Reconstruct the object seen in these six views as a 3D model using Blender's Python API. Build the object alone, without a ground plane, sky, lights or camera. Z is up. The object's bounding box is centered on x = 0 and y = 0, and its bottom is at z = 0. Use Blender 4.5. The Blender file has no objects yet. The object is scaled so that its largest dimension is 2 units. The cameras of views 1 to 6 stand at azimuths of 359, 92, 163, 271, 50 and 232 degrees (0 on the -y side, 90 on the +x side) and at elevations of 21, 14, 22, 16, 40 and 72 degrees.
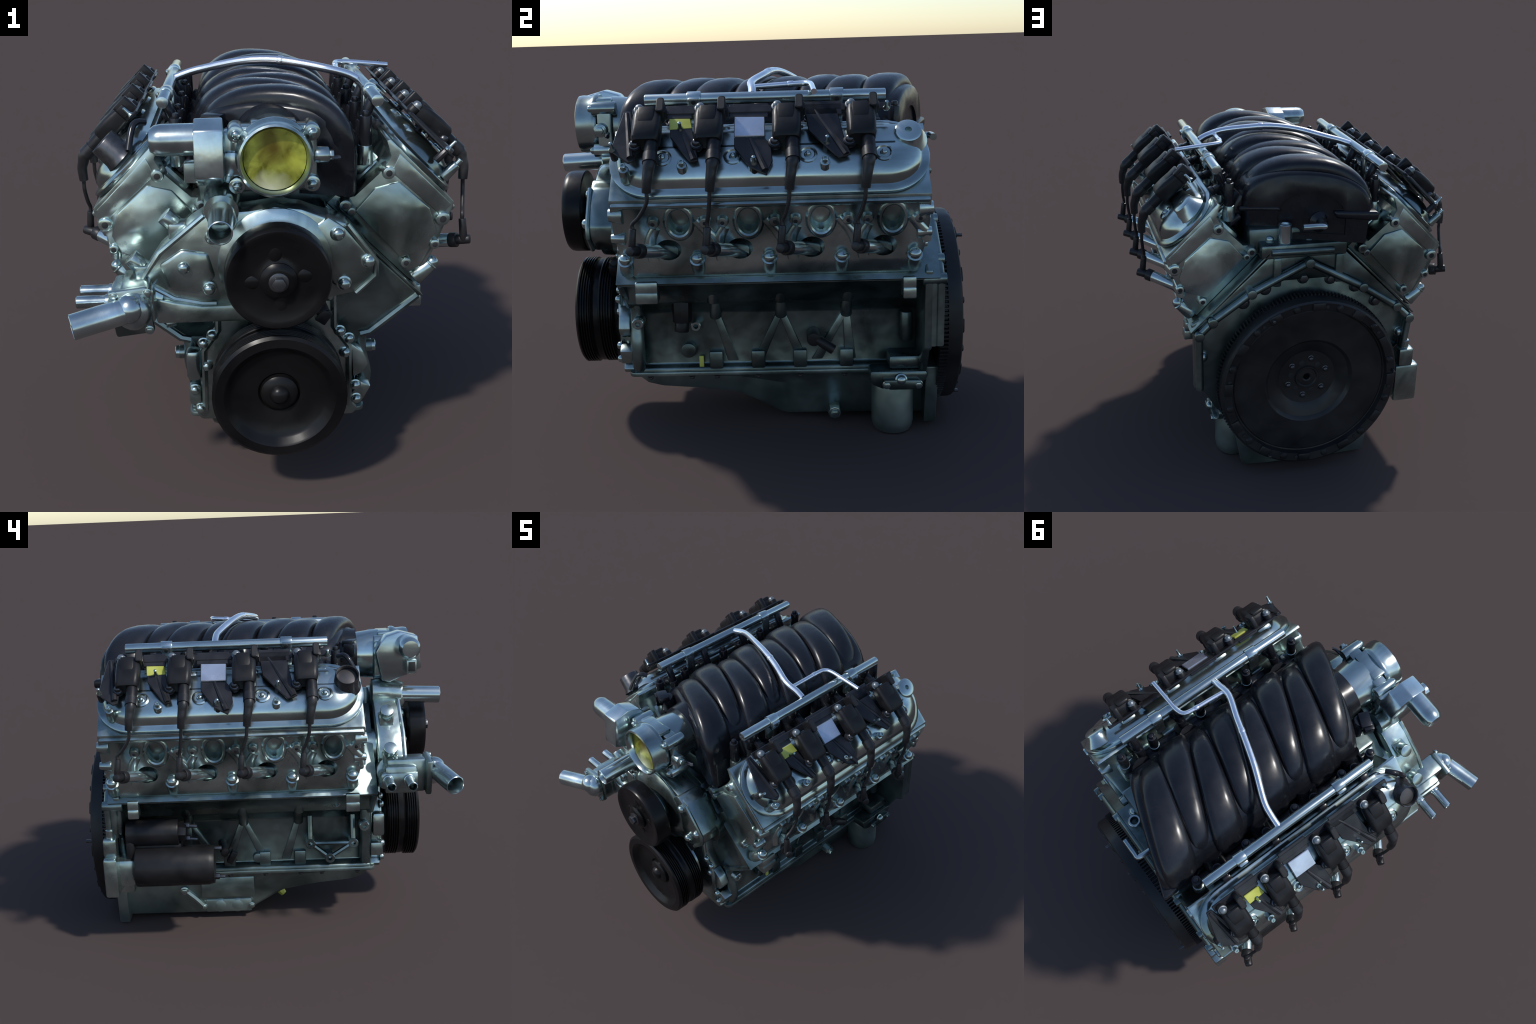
# A V8 car engine, built part by part.  Engine frame: crank axis along y,
# z up, the front of the engine faces -y.
import bpy, bmesh, math, random
from mathutils import Vector, Matrix, noise

random.seed(7)
CZ = 0.528                      # crank axis height
S2 = math.sqrt(0.5)
PI = math.pi

# ------------------------------------------------------------------ scene
root = bpy.data.objects.new("car_engine", None)
bpy.context.scene.collection.objects.link(root)
root["label"] = "silver V8 car engine with black intake and pulleys"
root["category"] = "car engine"


# -------------------------------------------------------------- materials
def material(name, col_a, col_b, metallic, rough_a, rough_b, scale=6.0,
             bump=0.0, bump_scale=18.0, coat=0.0, stretch=(1, 1, 1), spec=0.5):
    m = bpy.data.materials.new(name)
    m.use_nodes = True
    nt = m.node_tree
    bsdf = nt.nodes["Principled BSDF"]
    tc = nt.nodes.new("ShaderNodeTexCoord")
    mp = nt.nodes.new("ShaderNodeMapping")
    mp.inputs["Scale"].default_value = stretch
    nt.links.new(tc.outputs["Object"], mp.inputs["Vector"])
    nz = nt.nodes.new("ShaderNodeTexNoise")
    nz.inputs["Scale"].default_value = scale
    nz.inputs["Detail"].default_value = 4.0
    nz.inputs["Distortion"].default_value = 0.6
    nt.links.new(mp.outputs["Vector"], nz.inputs["Vector"])
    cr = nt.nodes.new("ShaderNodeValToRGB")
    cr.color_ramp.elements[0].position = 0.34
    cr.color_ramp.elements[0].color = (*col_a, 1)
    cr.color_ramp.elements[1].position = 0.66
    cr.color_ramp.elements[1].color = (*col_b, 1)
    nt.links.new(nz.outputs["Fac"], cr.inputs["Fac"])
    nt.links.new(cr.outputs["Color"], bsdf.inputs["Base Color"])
    mr = nt.nodes.new("ShaderNodeMapRange")
    mr.inputs["From Min"].default_value = 0.3
    mr.inputs["From Max"].default_value = 0.7
    mr.inputs["To Min"].default_value = rough_b
    mr.inputs["To Max"].default_value = rough_a
    nz2 = nt.nodes.new("ShaderNodeTexNoise")
    nz2.inputs["Scale"].default_value = scale * 2.3
    nz2.inputs["Detail"].default_value = 3.0
    nt.links.new(mp.outputs["Vector"], nz2.inputs["Vector"])
    nt.links.new(nz2.outputs["Fac"], mr.inputs["Value"])
    nt.links.new(mr.outputs["Result"], bsdf.inputs["Roughness"])
    bsdf.inputs["Metallic"].default_value = metallic
    bsdf.inputs["Coat Weight"].default_value = coat
    bsdf.inputs["Specular IOR Level"].default_value = spec
    if bump > 0:
        bz = nt.nodes.new("ShaderNodeTexNoise")
        bz.inputs["Scale"].default_value = bump_scale
        bz.inputs["Detail"].default_value = 2.0
        nt.links.new(mp.outputs["Vector"], bz.inputs["Vector"])
        bp = nt.nodes.new("ShaderNodeBump")
        bp.inputs["Strength"].default_value = bump
        bp.inputs["Distance"].default_value = 0.02
        nt.links.new(bz.outputs["Fac"], bp.inputs["Height"])
        nt.links.new(bp.outputs["Normal"], bsdf.inputs["Normal"])
    return m


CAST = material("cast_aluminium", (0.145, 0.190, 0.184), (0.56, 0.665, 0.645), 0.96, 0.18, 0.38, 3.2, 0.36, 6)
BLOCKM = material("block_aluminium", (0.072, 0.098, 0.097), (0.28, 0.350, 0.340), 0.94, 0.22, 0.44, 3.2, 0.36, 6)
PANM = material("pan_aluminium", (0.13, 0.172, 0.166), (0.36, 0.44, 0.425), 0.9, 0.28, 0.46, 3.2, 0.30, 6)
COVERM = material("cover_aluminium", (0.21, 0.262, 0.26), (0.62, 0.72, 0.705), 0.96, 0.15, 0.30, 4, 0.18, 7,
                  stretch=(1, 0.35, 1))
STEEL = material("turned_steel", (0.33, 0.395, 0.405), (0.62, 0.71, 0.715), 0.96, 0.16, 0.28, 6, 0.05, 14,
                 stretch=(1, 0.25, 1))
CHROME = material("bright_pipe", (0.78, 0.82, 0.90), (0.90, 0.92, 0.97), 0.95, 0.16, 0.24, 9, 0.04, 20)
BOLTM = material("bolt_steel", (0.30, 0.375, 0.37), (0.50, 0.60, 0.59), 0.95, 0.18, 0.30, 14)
GREYBOLT = material("grey_bolt", (0.16, 0.18, 0.19), (0.30, 0.33, 0.34), 0.7, 0.30, 0.45, 14)
DARKBOLT = material("dark_bolt_steel", (0.06, 0.064, 0.068), (0.12, 0.12, 0.13), 0.8, 0.25, 0.38, 14)
PLASTIC = material("black_plastic", (0.006, 0.007, 0.010), (0.014, 0.015, 0.019), 0.0, 0.22, 0.34, 5, 0.20, 6, spec=0.42)
COILM = material("coil_plastic", (0.006, 0.006, 0.007), (0.016, 0.0155, 0.017), 0.0, 0.34, 0.48, 7, 0.06, 22, spec=0.30)
RUBBER = material("black_rubber", (0.011, 0.011, 0.013), (0.022, 0.021, 0.022), 0.0, 0.34, 0.48, 12, 0.05, 30, spec=0.45)
PULLEY = material("pulley_steel", (0.003, 0.003, 0.0035), (0.008, 0.0075, 0.008), 0.0, 0.26, 0.40, 4, 0.18, 7, spec=0.24)
FLYM = material("flywheel_steel", (0.008, 0.008, 0.009), (0.022, 0.021, 0.022), 0.1, 0.36, 0.54, 4, 0.25, 8, spec=0.45)
BRACKET = material("bracket_steel", (0.016, 0.016, 0.019), (0.040, 0.040, 0.044), 0.4, 0.28, 0.40, 8, 0.08, 14)
YELLOW = material("yellow_label", (0.42, 0.44, 0.05), (0.60, 0.62, 0.14), 0.2, 0.35, 0.45, 6)
WHITE = material("sky_sheen_panel", (0.42, 0.46, 0.54), (0.72, 0.76, 0.86), 0.75, 0.20, 0.32, 6)  # bluish pale colour paints the sky reflection onto a bracket panel
DARK_FILL = material("dark_hole_fill", (0.010, 0.011, 0.012), (0.018, 0.018, 0.020), 0.0, 0.6, 0.8, 8)  # dark fill of solid discs and plates standing in for openings
FILLER_PLUG = material("filler_dark_plug", (0.05, 0.05, 0.055), (0.09, 0.085, 0.085), 0.5, 0.35, 0.5, 8)  # dark tone of the solid plug inside the filler neck


def throttle_plate_material():
    """brass-yellow butterfly with a brown patch and a pale lower edge"""
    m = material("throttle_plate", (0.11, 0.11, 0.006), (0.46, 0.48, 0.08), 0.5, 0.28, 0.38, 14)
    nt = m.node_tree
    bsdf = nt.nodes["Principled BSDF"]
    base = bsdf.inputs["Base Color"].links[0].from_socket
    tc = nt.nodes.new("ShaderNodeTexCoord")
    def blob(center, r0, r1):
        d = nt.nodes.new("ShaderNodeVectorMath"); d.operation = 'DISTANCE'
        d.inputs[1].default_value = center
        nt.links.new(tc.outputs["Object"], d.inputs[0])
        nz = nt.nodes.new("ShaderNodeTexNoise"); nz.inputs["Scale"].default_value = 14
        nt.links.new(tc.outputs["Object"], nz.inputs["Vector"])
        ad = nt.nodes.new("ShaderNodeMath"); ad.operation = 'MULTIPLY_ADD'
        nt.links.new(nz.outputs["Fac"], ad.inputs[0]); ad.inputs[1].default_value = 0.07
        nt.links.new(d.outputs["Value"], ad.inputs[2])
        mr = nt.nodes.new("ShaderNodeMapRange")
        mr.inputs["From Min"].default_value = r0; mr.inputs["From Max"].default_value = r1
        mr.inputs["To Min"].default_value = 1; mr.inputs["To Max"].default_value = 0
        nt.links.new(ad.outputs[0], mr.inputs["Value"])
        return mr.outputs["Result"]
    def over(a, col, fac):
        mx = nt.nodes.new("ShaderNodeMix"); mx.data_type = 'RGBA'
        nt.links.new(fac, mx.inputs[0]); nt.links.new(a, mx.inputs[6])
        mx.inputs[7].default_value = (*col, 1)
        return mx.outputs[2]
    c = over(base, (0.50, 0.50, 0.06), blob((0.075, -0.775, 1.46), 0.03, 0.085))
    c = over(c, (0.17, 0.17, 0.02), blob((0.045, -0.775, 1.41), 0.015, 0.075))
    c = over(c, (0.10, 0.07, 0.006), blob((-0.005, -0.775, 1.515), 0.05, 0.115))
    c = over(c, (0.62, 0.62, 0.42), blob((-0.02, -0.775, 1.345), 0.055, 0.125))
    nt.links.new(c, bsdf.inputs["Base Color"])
    return m


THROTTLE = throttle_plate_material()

# ---------------------------------------------------------------- helpers
AX = {'x': 0, 'y': 1, 'z': 2}


def v3(*a):
    return Vector(a)


def bank(b, y, h):
    """bank coordinates (b outward across the bank, y, h up the bank) -> world"""
    return Vector(((h + b) * S2, y, CZ + (h - b) * S2))


BANK = Matrix(((S2, 0, S2, 0), (0, 1, 0, 0), (-S2, 0, S2, CZ), (0, 0, 0, 1)))
TURN = Matrix.Translation((0, 0.267, 0)) @ Matrix.Rotation(PI, 4, 'Z')   # right bank -> left bank


def soft(bm, width, angle=28, segs=2):
    """round every edge sharper than angle"""
    if width <= 0:
        return bm
    es = [e for e in bm.edges if len(e.link_faces) == 2 and e.calc_face_angle(0) > math.radians(angle)]
    if es:
        bmesh.ops.bevel(bm, geom=es, offset=width, segments=segs, profile=0.5, affect='EDGES', clamp_overlap=True)
    return bm


def prism(poly, axis, lo, hi, bev=0.0, segs=2):
    """polygon in the other two axes extruded along axis"""
    bm = bmesh.new()
    def pt(p, t):
        if axis == 'x':
            return (t, p[0], p[1])
        if axis == 'y':
            return (p[0], t, p[1])
        return (p[0], p[1], t)
    a = [bm.verts.new(pt(p, lo)) for p in poly]
    b = [bm.verts.new(pt(p, hi)) for p in poly]
    n = len(poly)
    bm.faces.new(a)
    bm.faces.new(b[::-1])
    for i in range(n):
        j = (i + 1) % n
        bm.faces.new((a[j], a[i], b[i], b[j]))
    bmesh.ops.recalc_face_normals(bm, faces=bm.faces)
    return soft(bm, bev, segs=segs)


def box(c, s, rot=None, bev=0.006):
    bm = bmesh.new()
    bmesh.ops.create_cube(bm, size=1)
    bmesh.ops.scale(bm, vec=s, verts=bm.verts)
    soft(bm, bev)
    m = Matrix.Translation(c) @ (rot.to_4x4() if rot else Matrix.Identity(4))
    bmesh.ops.transform(bm, matrix=m, verts=bm.verts)
    return bm


def frame(d):
    """rotation taking z to d"""
    return Vector(d).normalized().to_track_quat('Z', 'Y').to_matrix().to_4x4()


def lathe(profile, origin, direction, seg=32, close=False):
    """revolve (radius, along) pairs about a line"""
    bm = bmesh.new()
    rings = []
    for r, t in profile:
        if r < 1e-6:
            rings.append([bm.verts.new((0, 0, t))])
        else:
            rings.append([bm.verts.new((r * math.cos(2 * PI * i / seg), r * math.sin(2 * PI * i / seg), t))
                          for i in range(seg)])
    pairs = list(zip(rings, rings[1:]))
    if close:
        pairs.append((rings[-1], rings[0]))
    for a, b in pairs:
        for i in range(seg):
            j = (i + 1) % seg
            if len(a) == 1 and len(b) == 1:
                continue
            if len(a) == 1:
                bm.faces.new((a[0], b[j], b[i]))
            elif len(b) == 1:
                bm.faces.new((a[i], a[j], b[0]))
            else:
                bm.faces.new((a[i], a[j], b[j], b[i]))
    bmesh.ops.recalc_face_normals(bm, faces=bm.faces)
    bmesh.ops.transform(bm, matrix=Matrix.Translation(origin) @ frame(direction), verts=bm.verts)
    return bm


def cyl(p0, p1, r0, r1=None, seg=24, bev=0.004):
    p0, p1 = Vector(p0), Vector(p1)
    r1 = r0 if r1 is None else r1
    L = (p1 - p0).length
    k = min(bev, r0 * .5, r1 * .5, L * .4)
    return lathe([(0, 0), (r0 - k, 0), (r0 - .3 * k, .3 * k), (r0, k), (r1, L - k), (r1 - .3 * k, L - .3 * k),
                  (r1 - k, L), (0, L)], p0, p1 - p0, seg)


def pipe(p0, p1, ro, ri, seg=28):
    """open-ended pipe with wall"""
    p0, p1 = Vector(p0), Vector(p1)
    L = (p1 - p0).length
    return lathe([(0, 0), (ro, 0), (ro, L - .003), (ro - .003, L), (ri + .002, L), (ri, L - .003),
                  (ri, L * .15), (0, L * .15)], p0, p1 - p0, seg)


def catmull(pts, sub=6):
    P = [Vector(p) for p in pts]
    if sub <= 1:
        return P
    out = []
    n = len(P)
    for i in range(n - 1):
        a, b, c, d = P[max(i - 1, 0)], P[i], P[i + 1], P[min(i + 2, n - 1)]
        for k in range(sub):
            t = k / sub
            out.append(.5 * ((2 * b) + (c - a) * t + (2 * a - 5 * b + 4 * c - d) * t * t + (3 * b - a - 3 * c + d) * t ** 3))
    out.append(P[-1])
    return out


def tube(pts, r, seg=12, sub=6, caps=True):
    """sweep a circle (radius number or list over the control points) along a curve"""
    path = catmull(pts, sub)
    n = len(path)
    def rad(i):
        if isinstance(r, (int, float)):
            return r
        u = i / (n - 1) * (len(r) - 1)
        k = min(int(u), len(r) - 2)
        return r[k] + (r[k + 1] - r[k]) * (u - k)
    bm = bmesh.new()
    rings = []
    t0 = (path[1] - path[0]).normalized()
    up = Vector((0, 0, 1)) if abs(t0.z) < .9 else Vector((1, 0, 0))
    side = t0.cross(up).normalized()
    for i, p in enumerate(path):
        t = (path[min(i + 1, n - 1)] - path[max(i - 1, 0)]).normalized()
        side = (side - t * side.dot(t)).normalized()
        w = t.cross(side)
        rr = rad(i)
        rings.append([bm.verts.new(p + (side * math.cos(2 * PI * k / seg) + w * math.sin(2 * PI * k / seg)) * rr)
                      for k in range(seg)])
    for a, b in zip(rings, rings[1:]):
        for k in range(seg):
            j = (k + 1) % seg
            bm.faces.new((a[k], a[j], b[j], b[k]))
    if caps:
        bm.faces.new(rings[0])
        bm.faces.new(rings[-1])
    bmesh.ops.recalc_face_normals(bm, faces=bm.faces)
    return bm


def ball(c, r, scale=(1, 1, 1), seg=20):
    bm = bmesh.new()
    bmesh.ops.create_uvsphere(bm, u_segments=seg, v_segments=seg // 2 + 2, radius=r)
    bmesh.ops.scale(bm, vec=scale, verts=bm.verts)
    bmesh.ops.translate(bm, vec=c, verts=bm.verts)
    return bm


def loft(sections, cap=True):
    """skin between closed point rings of equal length"""
    bm = bmesh.new()
    rings = [[bm.verts.new(p) for p in s] for s in sections]
    n = len(rings[0])
    for a, b in zip(rings, rings[1:]):
        for k in range(n):
            j = (k + 1) % n
            bm.faces.new((a[k], a[j], b[j], b[k]))
    if cap:
        bm.faces.new(rings[0])
        bm.faces.new(rings[-1])
    bmesh.ops.recalc_face_normals(bm, faces=bm.faces)
    return bm


def moved(bm, m):
    bmesh.ops.transform(bm, matrix=m, verts=bm.verts)
    return bm


def to_bank(bm):
    return moved(bm, BANK)


def mesh_of(name, parts, sharp=38):
    bm = bmesh.new()
    for p in parts:
        tmp = bpy.data.meshes.new("tmp")
        p.to_mesh(tmp)
        p.free()
        bm.from_mesh(tmp)
        bpy.data.meshes.remove(tmp)
    for f in bm.faces:
        f.smooth = True
    lim = math.radians(sharp)
    for e in bm.edges:
        if len(e.link_faces) == 2:
            e.smooth = e.calc_face_angle(0) < lim
    me = bpy.data.meshes.new(name)
    bm.to_mesh(me)
    bm.free()
    return me


def link(name, me, parent, matrix=None):
    ob = bpy.data.objects.new(name, me)
    bpy.context.scene.collection.objects.link(ob)
    ob.parent = parent
    if matrix is not None:
        ob.matrix_local = matrix
    return ob


def part(name, parts, mat, parent=None, sharp=38, matrix=None):
    if not isinstance(parts, (list, tuple)):
        parts = [parts]
    me = mesh_of(name, parts, sharp)
    me.materials.append(mat)
    return link(name, me, parent or root, matrix)


def carve(target, cutters):
    """boolean difference of bmeshes -> bmesh"""
    def ob(bm, nm):
        me = bpy.data.meshes.new(nm)
        bm.to_mesh(me)
        o = bpy.data.objects.new(nm, me)
        bpy.context.scene.collection.objects.link(o)
        return o
    t = ob(target, "t")
    cs = []
    for i, c in enumerate(cutters):
        co = ob(c, "c")
        cs.append(co)
        md = t.modifiers.new("b", 'BOOLEAN')
        md.object = co
        md.operation = 'DIFFERENCE'
        md.solver = 'EXACT'
    dg = bpy.context.evaluated_depsgraph_get()
    me = bpy.data.meshes.new_from_object(t.evaluated_get(dg))
    out = bmesh.new()
    out.from_mesh(me)
    for o in cs + [t]:
        m = o.data
        bpy.data.objects.remove(o)
        bpy.data.meshes.remove(m)
    bpy.data.meshes.remove(me)
    return out


# ---- shared bolt meshes (unit radius head, pointing +z)
def hexhead(r=1.0, h=0.9):
    out = [lathe([(0, 0), (1.35, 0), (1.35, .18), (1.15, .28), (0, .28)], (0, 0, 0), (0, 0, 1), 18)]
    poly = [(math.cos(PI / 3 * i), math.sin(PI / 3 * i)) for i in range(6)]
    out.append(prism(poly, 'z', .2, .2 + h, .12))
    return out


HEX = mesh_of("hex_bolt", hexhead())
HEX.materials.append(BOLTM)
DOME = mesh_of("dome_bolt", [lathe([(0, 0), (1.25, 0), (1.25, .15), (1.0, .25), (1.0, .6), (.85, 1.0), (.5, 1.22), (0, 1.3)],
                                   (0, 0, 0), (0, 0, 1), 20)])
DOME.materials.append(BOLTM)
SOCKET = mesh_of("socket_bolt", [lathe([(0, 0), (1, 0), (1, 1.9), (.85, 2.05), (.5, 2.05), (.4, 1.6), (0, 1.55)],
                                       (0, 0, 0), (0, 0, 1), 18)])
SOCKET.materials.append(BOLTM)
DARKHEX = HEX.copy()
DARKHEX.materials[0] = DARKBOLT
GREYDOME = DOME.copy()
GREYDOME.materials[0] = GREYBOLT
DARKDOME = DOME.copy()
DARKDOME.materials[0] = DARKBOLT


def bolt(pos, direction, r, parent, me=None, matrix=None, name="bolt"):
    m = Matrix.Translation(pos) @ frame(direction) @ Matrix.Scale(r, 4)
    if matrix is not None:
        m = matrix @ m
    return link(name, me or HEX, parent, m)


def rounded_rect(x0, x1, y0, y1, r, n=8):
    pts = []
    for cx, cy, a0 in ((x1 - r, y1 - r, 0), (x0 + r, y1 - r, 90), (x0 + r, y0 + r, 180), (x1 - r, y0 + r, 270)):
        for i in range(n + 1):
            a = math.radians(a0 + 90 * i / n)
            pts.append((cx + r * math.cos(a), cy + r * math.sin(a)))
    return pts


def lumpy(bm, amp, scale, seed=0.0):
    """casting unevenness"""
    for v in bm.verts:
        d = noise.noise_vector(v.co * scale + Vector((seed, seed, seed)))
        v.co += d * amp
    return bm


BD = Vector((S2, 0, -S2))       # bank outward direction (right bank)
HD = Vector((S2, 0, S2))        # bank up direction (right bank)

# ================================================================= BLOCK
def mirror_poly(half):
    return half + [(-x, z) for x, z in half[::-1]]


def flank(skirt):
    return [(0.205, 1.205), (0.597, 0.829), (0.600, 0.812), (0.550, 0.796), (0.480, 0.725), (0.455, 0.690), (skirt + .045, 0.655),
            (skirt, 0.605), (skirt - .004, 0.345), (0.365, 0.335), (0.368, 0.300), (0.30, 0.296)]


body = prism(flank(.338) + [(-x, z) for x, z in flank(.312)[::-1]], 'y', -0.575, 0.775, 0.008)
extra = []


def web(s, x0, ya, za, yb, zb, wa, wb):
    """broad sloping web standing a little off the crankcase wall"""
    return moved(prism([(ya - wa, za), (ya + wa, za), (yb + wb, zb), (yb - wb, zb)], 'x', 0, .016, .006),
                 Matrix.Translation((s * x0 - (.016 if s < 0 else 0), 0, 0)))


for s in (1, -1):
    sk = .338 if s == 1 else .312
    for y in (-0.175, 0.133, 0.440):                 # threaded bosses, upper and lower
        extra.append(cyl((s * .475, y, .775), (s * .448, y, .690), .024, .029, 14, .007))
        extra.append(cyl((s * (sk + .048), y, .680), (s * (sk + .014), y, .585), .024, .028, 14, .007))
    for y in (-0.18, 0.02, 0.22, 0.44):              # pads above the pan rail
        extra.append(box((s * (sk + .012), y, .372), (.045, .066, .09), bev=.010))
    for ya, yb in ((-.175, -.10), (.133, .02), (.133, .23), (.44, .30), (.44, .46)):
        extra.append(web(s, sk - .006, ya, .61, yb, .36, .016, .026))
    # end ribs at the front edge with bolt eyes
    extra.append(tube([(s * .355, -.545, .66), (s * .358, -.55, .55), (s * (.375 if s > 0 else .34), -.55, .46), (s * (.362 if s > 0 else .335), -.55, .37),
                       (s * .33, -.55, .31)], [.030, .032, .034, .034, .03], 12, 4))
    extra.append(cyl((s * .35, -.535, .579), (s * .41, -.535, .579), .029, seg=18))
    extra.append(cyl((s * (sk + .03), .72, .60), (s * (sk + .03), .72, .46), .03, seg=12))
# bell-housing flange at the rear
flange = [(0, 1.20), (-.15, 1.125), (-.30, 1.03), (-.50, .905), (-.602, .855), (-.600, .80), (-.575, .78), (-.575, .64), (-.53, .60),
          (-.53, .46), (-.47, .34), (-.40, .30), (.40, .30), (.47, .345), (.53, .455), (.588, .485), (.592, .80), (.602, .855),
          (.50, .905), (.30, 1.04), (.15, 1.125)]
extra.append(prism(flange, 'y', .770, .806, .010))
for s in (1, -1):                                    # V panels between the flange rib and the decks
    extra.append(prism([(s * x, z) for x, z in ((0, 1.205), (.205, 1.203), (.594, .828), (.50, .885), (.30, 1.02), (.15, 1.11), (0, 1.18))], 'y', .74, .828, .006))
rim = [(-.560, .62), (-.578, .80), (-.50, .875), (-.30, 1.005), (0, 1.165), (.30, 1.02), (.50, .88), (.57, .81), (.565, .50)]
for (x0, z0), (x1, z1) in zip(rim, rim[1:]):
    extra.append(tube([(x0, .842, z0), (x1, .842, z1)], .020, 10, 1))
    extra.append(tube([(x0, .812, z0), (x1, .812, z1)], .022, 10, 1))
for x, z in rim[1:-1]:
    extra.append(cyl((x, .76, z), (x, .868, z), .029, .026, 14, .006))
# ledges along both decks (head gasket line)
for s in (1, -1):
    extra.append(moved(prism([(-.345, .632), (.222, .632), (.222, .642), (-.345, .642)], 'y', -.585, .835, .003),
                       BANK if s == 1 else Matrix.Scale(-1, 4, (1, 0, 0)) @ BANK))
# rear wall under the valley
extra.append(prism([(-.20, 1.20), (.20, 1.20), (.17, 1.06), (-.17, 1.06)], 'y', .75, .815, .01))
extra.append(box((.165, .82, 1.12), (.045, .05, .16), bev=.012))
extra.append(box((-.165, .82, 1.12), (.045, .05, .16), bev=.012))
# web from the deck corner down to the lug, and the open pocket behind the left pump arm
for s in (1, -1):
    extra.append(tube([(s * .590, -.568, .822), (s * .395, -.572, .665), (s * .355, -.572, .655)], .018, 8, 1))
body = carve(body, [prism([(-.535, .80), (-.26, .95), (-.26, .665), (-.365, .668)], 'y', -.62, -.38, 0)])
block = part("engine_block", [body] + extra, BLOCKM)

# threaded eyes, mounts and plugs on the block
for s in (1, -1):
    for y0, y1 in ((-.500, -.40) if s == 1 else (-.49, -.415), (.67, .73)):
        part("mount_lug", [box((s * .583, (y0 + y1) / 2, .807), (.075, y1 - y0, .055), bev=.008),
                           box((s * .588, (y0 + y1) / 2, .762), (.075, y1 - y0, .052), bev=.008)], CAST, block)
    part("threaded_eye", [pipe((s * .385, -.535, .579), (s * .425, -.535, .579), .027, .011)], BOLTM, block)
part("threaded_eye", [pipe((.33, -.27, .545), (.375, -.27, .545), .024, .010)], BOLTM, block)
part("threaded_eye", [pipe((-.47, -.375, .745), (-.495, -.375, .735), .024, .012)], BOLTM, block)
part("threaded_eye", [pipe((-.42, -.55, .73), (-.46, -.565, .73), .027, .012)], BOLTM, block)
# tripod bracket with three eyes on the left flank
tri = [(-.365, -.238, .468), (-.365, -.478, .465), (-.37, -.345, .382)]
part("engine_mount_bracket", [tube([tri[i], tri[(i + 1) % 3]], .014, 8, 1) for i in range(3)] +
     [tube([(-.33, p[1], .62), p], .016, 8, 1) for p in tri[:2]] +
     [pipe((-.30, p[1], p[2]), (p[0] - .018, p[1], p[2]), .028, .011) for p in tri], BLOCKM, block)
# oil pressure and knock sensors
part("block_sensor", [cyl((.405, -.325, .70), (.425, -.325, .585), .048, .044, 8), cyl((.42, -.325, .59), (.43, -.33, .54), .034, seg=12), cyl((.33, -.325, .64), (.41, -.325, .64), .03, seg=12)],
     COILM, block)
part("block_sensor", [cyl((.33, .285, .49), (.43, .285, .486), .033, seg=14), tube([(.405, .29, .49), (.42, .33, .465), (.425, .375, .435)], [.02, .024, .024], 10, 2)],
     COILM, block)
part("block_sensor", [cyl((-.30, .26, .47), (-.44, .24, .455), .024, seg=12), box((-.44, .20, .435), (.05, .035, .075), Matrix.Rotation(.5, 3, 'X'))],
     COILM, block)
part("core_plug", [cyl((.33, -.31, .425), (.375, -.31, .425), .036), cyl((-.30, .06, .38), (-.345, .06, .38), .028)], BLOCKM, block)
part("yellow_tag", [box((.352, -.252, .362), (.012, .022, .058), bev=.003)], YELLOW, block)

# ================================================================ OIL PAN
def pan_section(y, half_top, left, right, zt, zb):
    """right and left walls differ; the sump floor has a tight corner radius"""
    r = min(.028, (zt - zb) * .45)
    def wall(hb, sg):
        return [(sg * half_top, y, zt), (sg * half_top * .985, y, zt - .015), (sg * (hb + (half_top - hb) * .15), y, zt - (zt - zb) * .35),
                (sg * hb, y, zb + r), (sg * (hb - r * .35), y, zb + r * .3), (sg * (hb - r), y, zb)]
    return wall(right, 1) + wall(left, -1)[::-1]


pan_profile = [(-.585, .30, .26, .26, .285), (-.57, .32, .28, .27, .25), (-.53, .335, .285, .27, .215), (-.46, .34, .285, .27, .197), (-.28, .34, .285, .265, .180),
               (-.08, .34, .290, .255, .148), (-.02, .34, .295, .25, .118), (.12, .34, .305, .245, .040), (.16, .34, .305, .245, .030), (.50, .34, .305, .245, .028),
               (.80, .34, .305, .26, .030), (.825, .34, .305, .26, .030)]
pan = loft([pan_section(y, a, l, r, .302, z) for y, a, l, r, z in pan_profile])
pan_extra = [prism(rounded_rect(-.375, .375, -.60, .83, .03, 3), 'z', .296, .318, .005)]
# rear flange meeting the gearbox
pan_extra.append(prism([(-.40, .33), (-.352, .012), (-.20, .008), (.20, .010), (.338, .020), (.40, .33)], 'y', .812, .872, .008))
# side pads
pan_extra.append(box((-.315, .24, .20), (.03, .31, .13), bev=.012))
for y in (.288, .19):
    pan_extra.append(ball((-.296, y, .082), .055, (.42, .95, .9)))
pan_extra.append(box((-.300, .24, .080), (.028, .27, .085), bev=.013))
pan_extra.append(tube([(-.315, .49, .185), (-.310, .43, .13), (-.306, .385, .078)], .020, 8, 3))
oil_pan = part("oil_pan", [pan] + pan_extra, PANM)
for s in (1, -1):
    for y in (-.50, -.30, -.18, .02, .22, .43, .62):
        bolt((s * .358, y, .294), (0, 0, -1), .013, oil_pan, DARKHEX)
for y in (.381, .106):
    bolt((-.315, y, .078), (-1, 0, 0), .013, oil_pan)
bolt((-.325, .49, .185), (-1, 0, 0), .018, oil_pan)
part("drain_plug", [cyl((.24, .385, .062), (.30, .385, .058), .036, .032, 8), cyl((.29, .385, .058), (.318, .385, .056), .02, .02, 6)], BOLTM, oil_pan)
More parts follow.
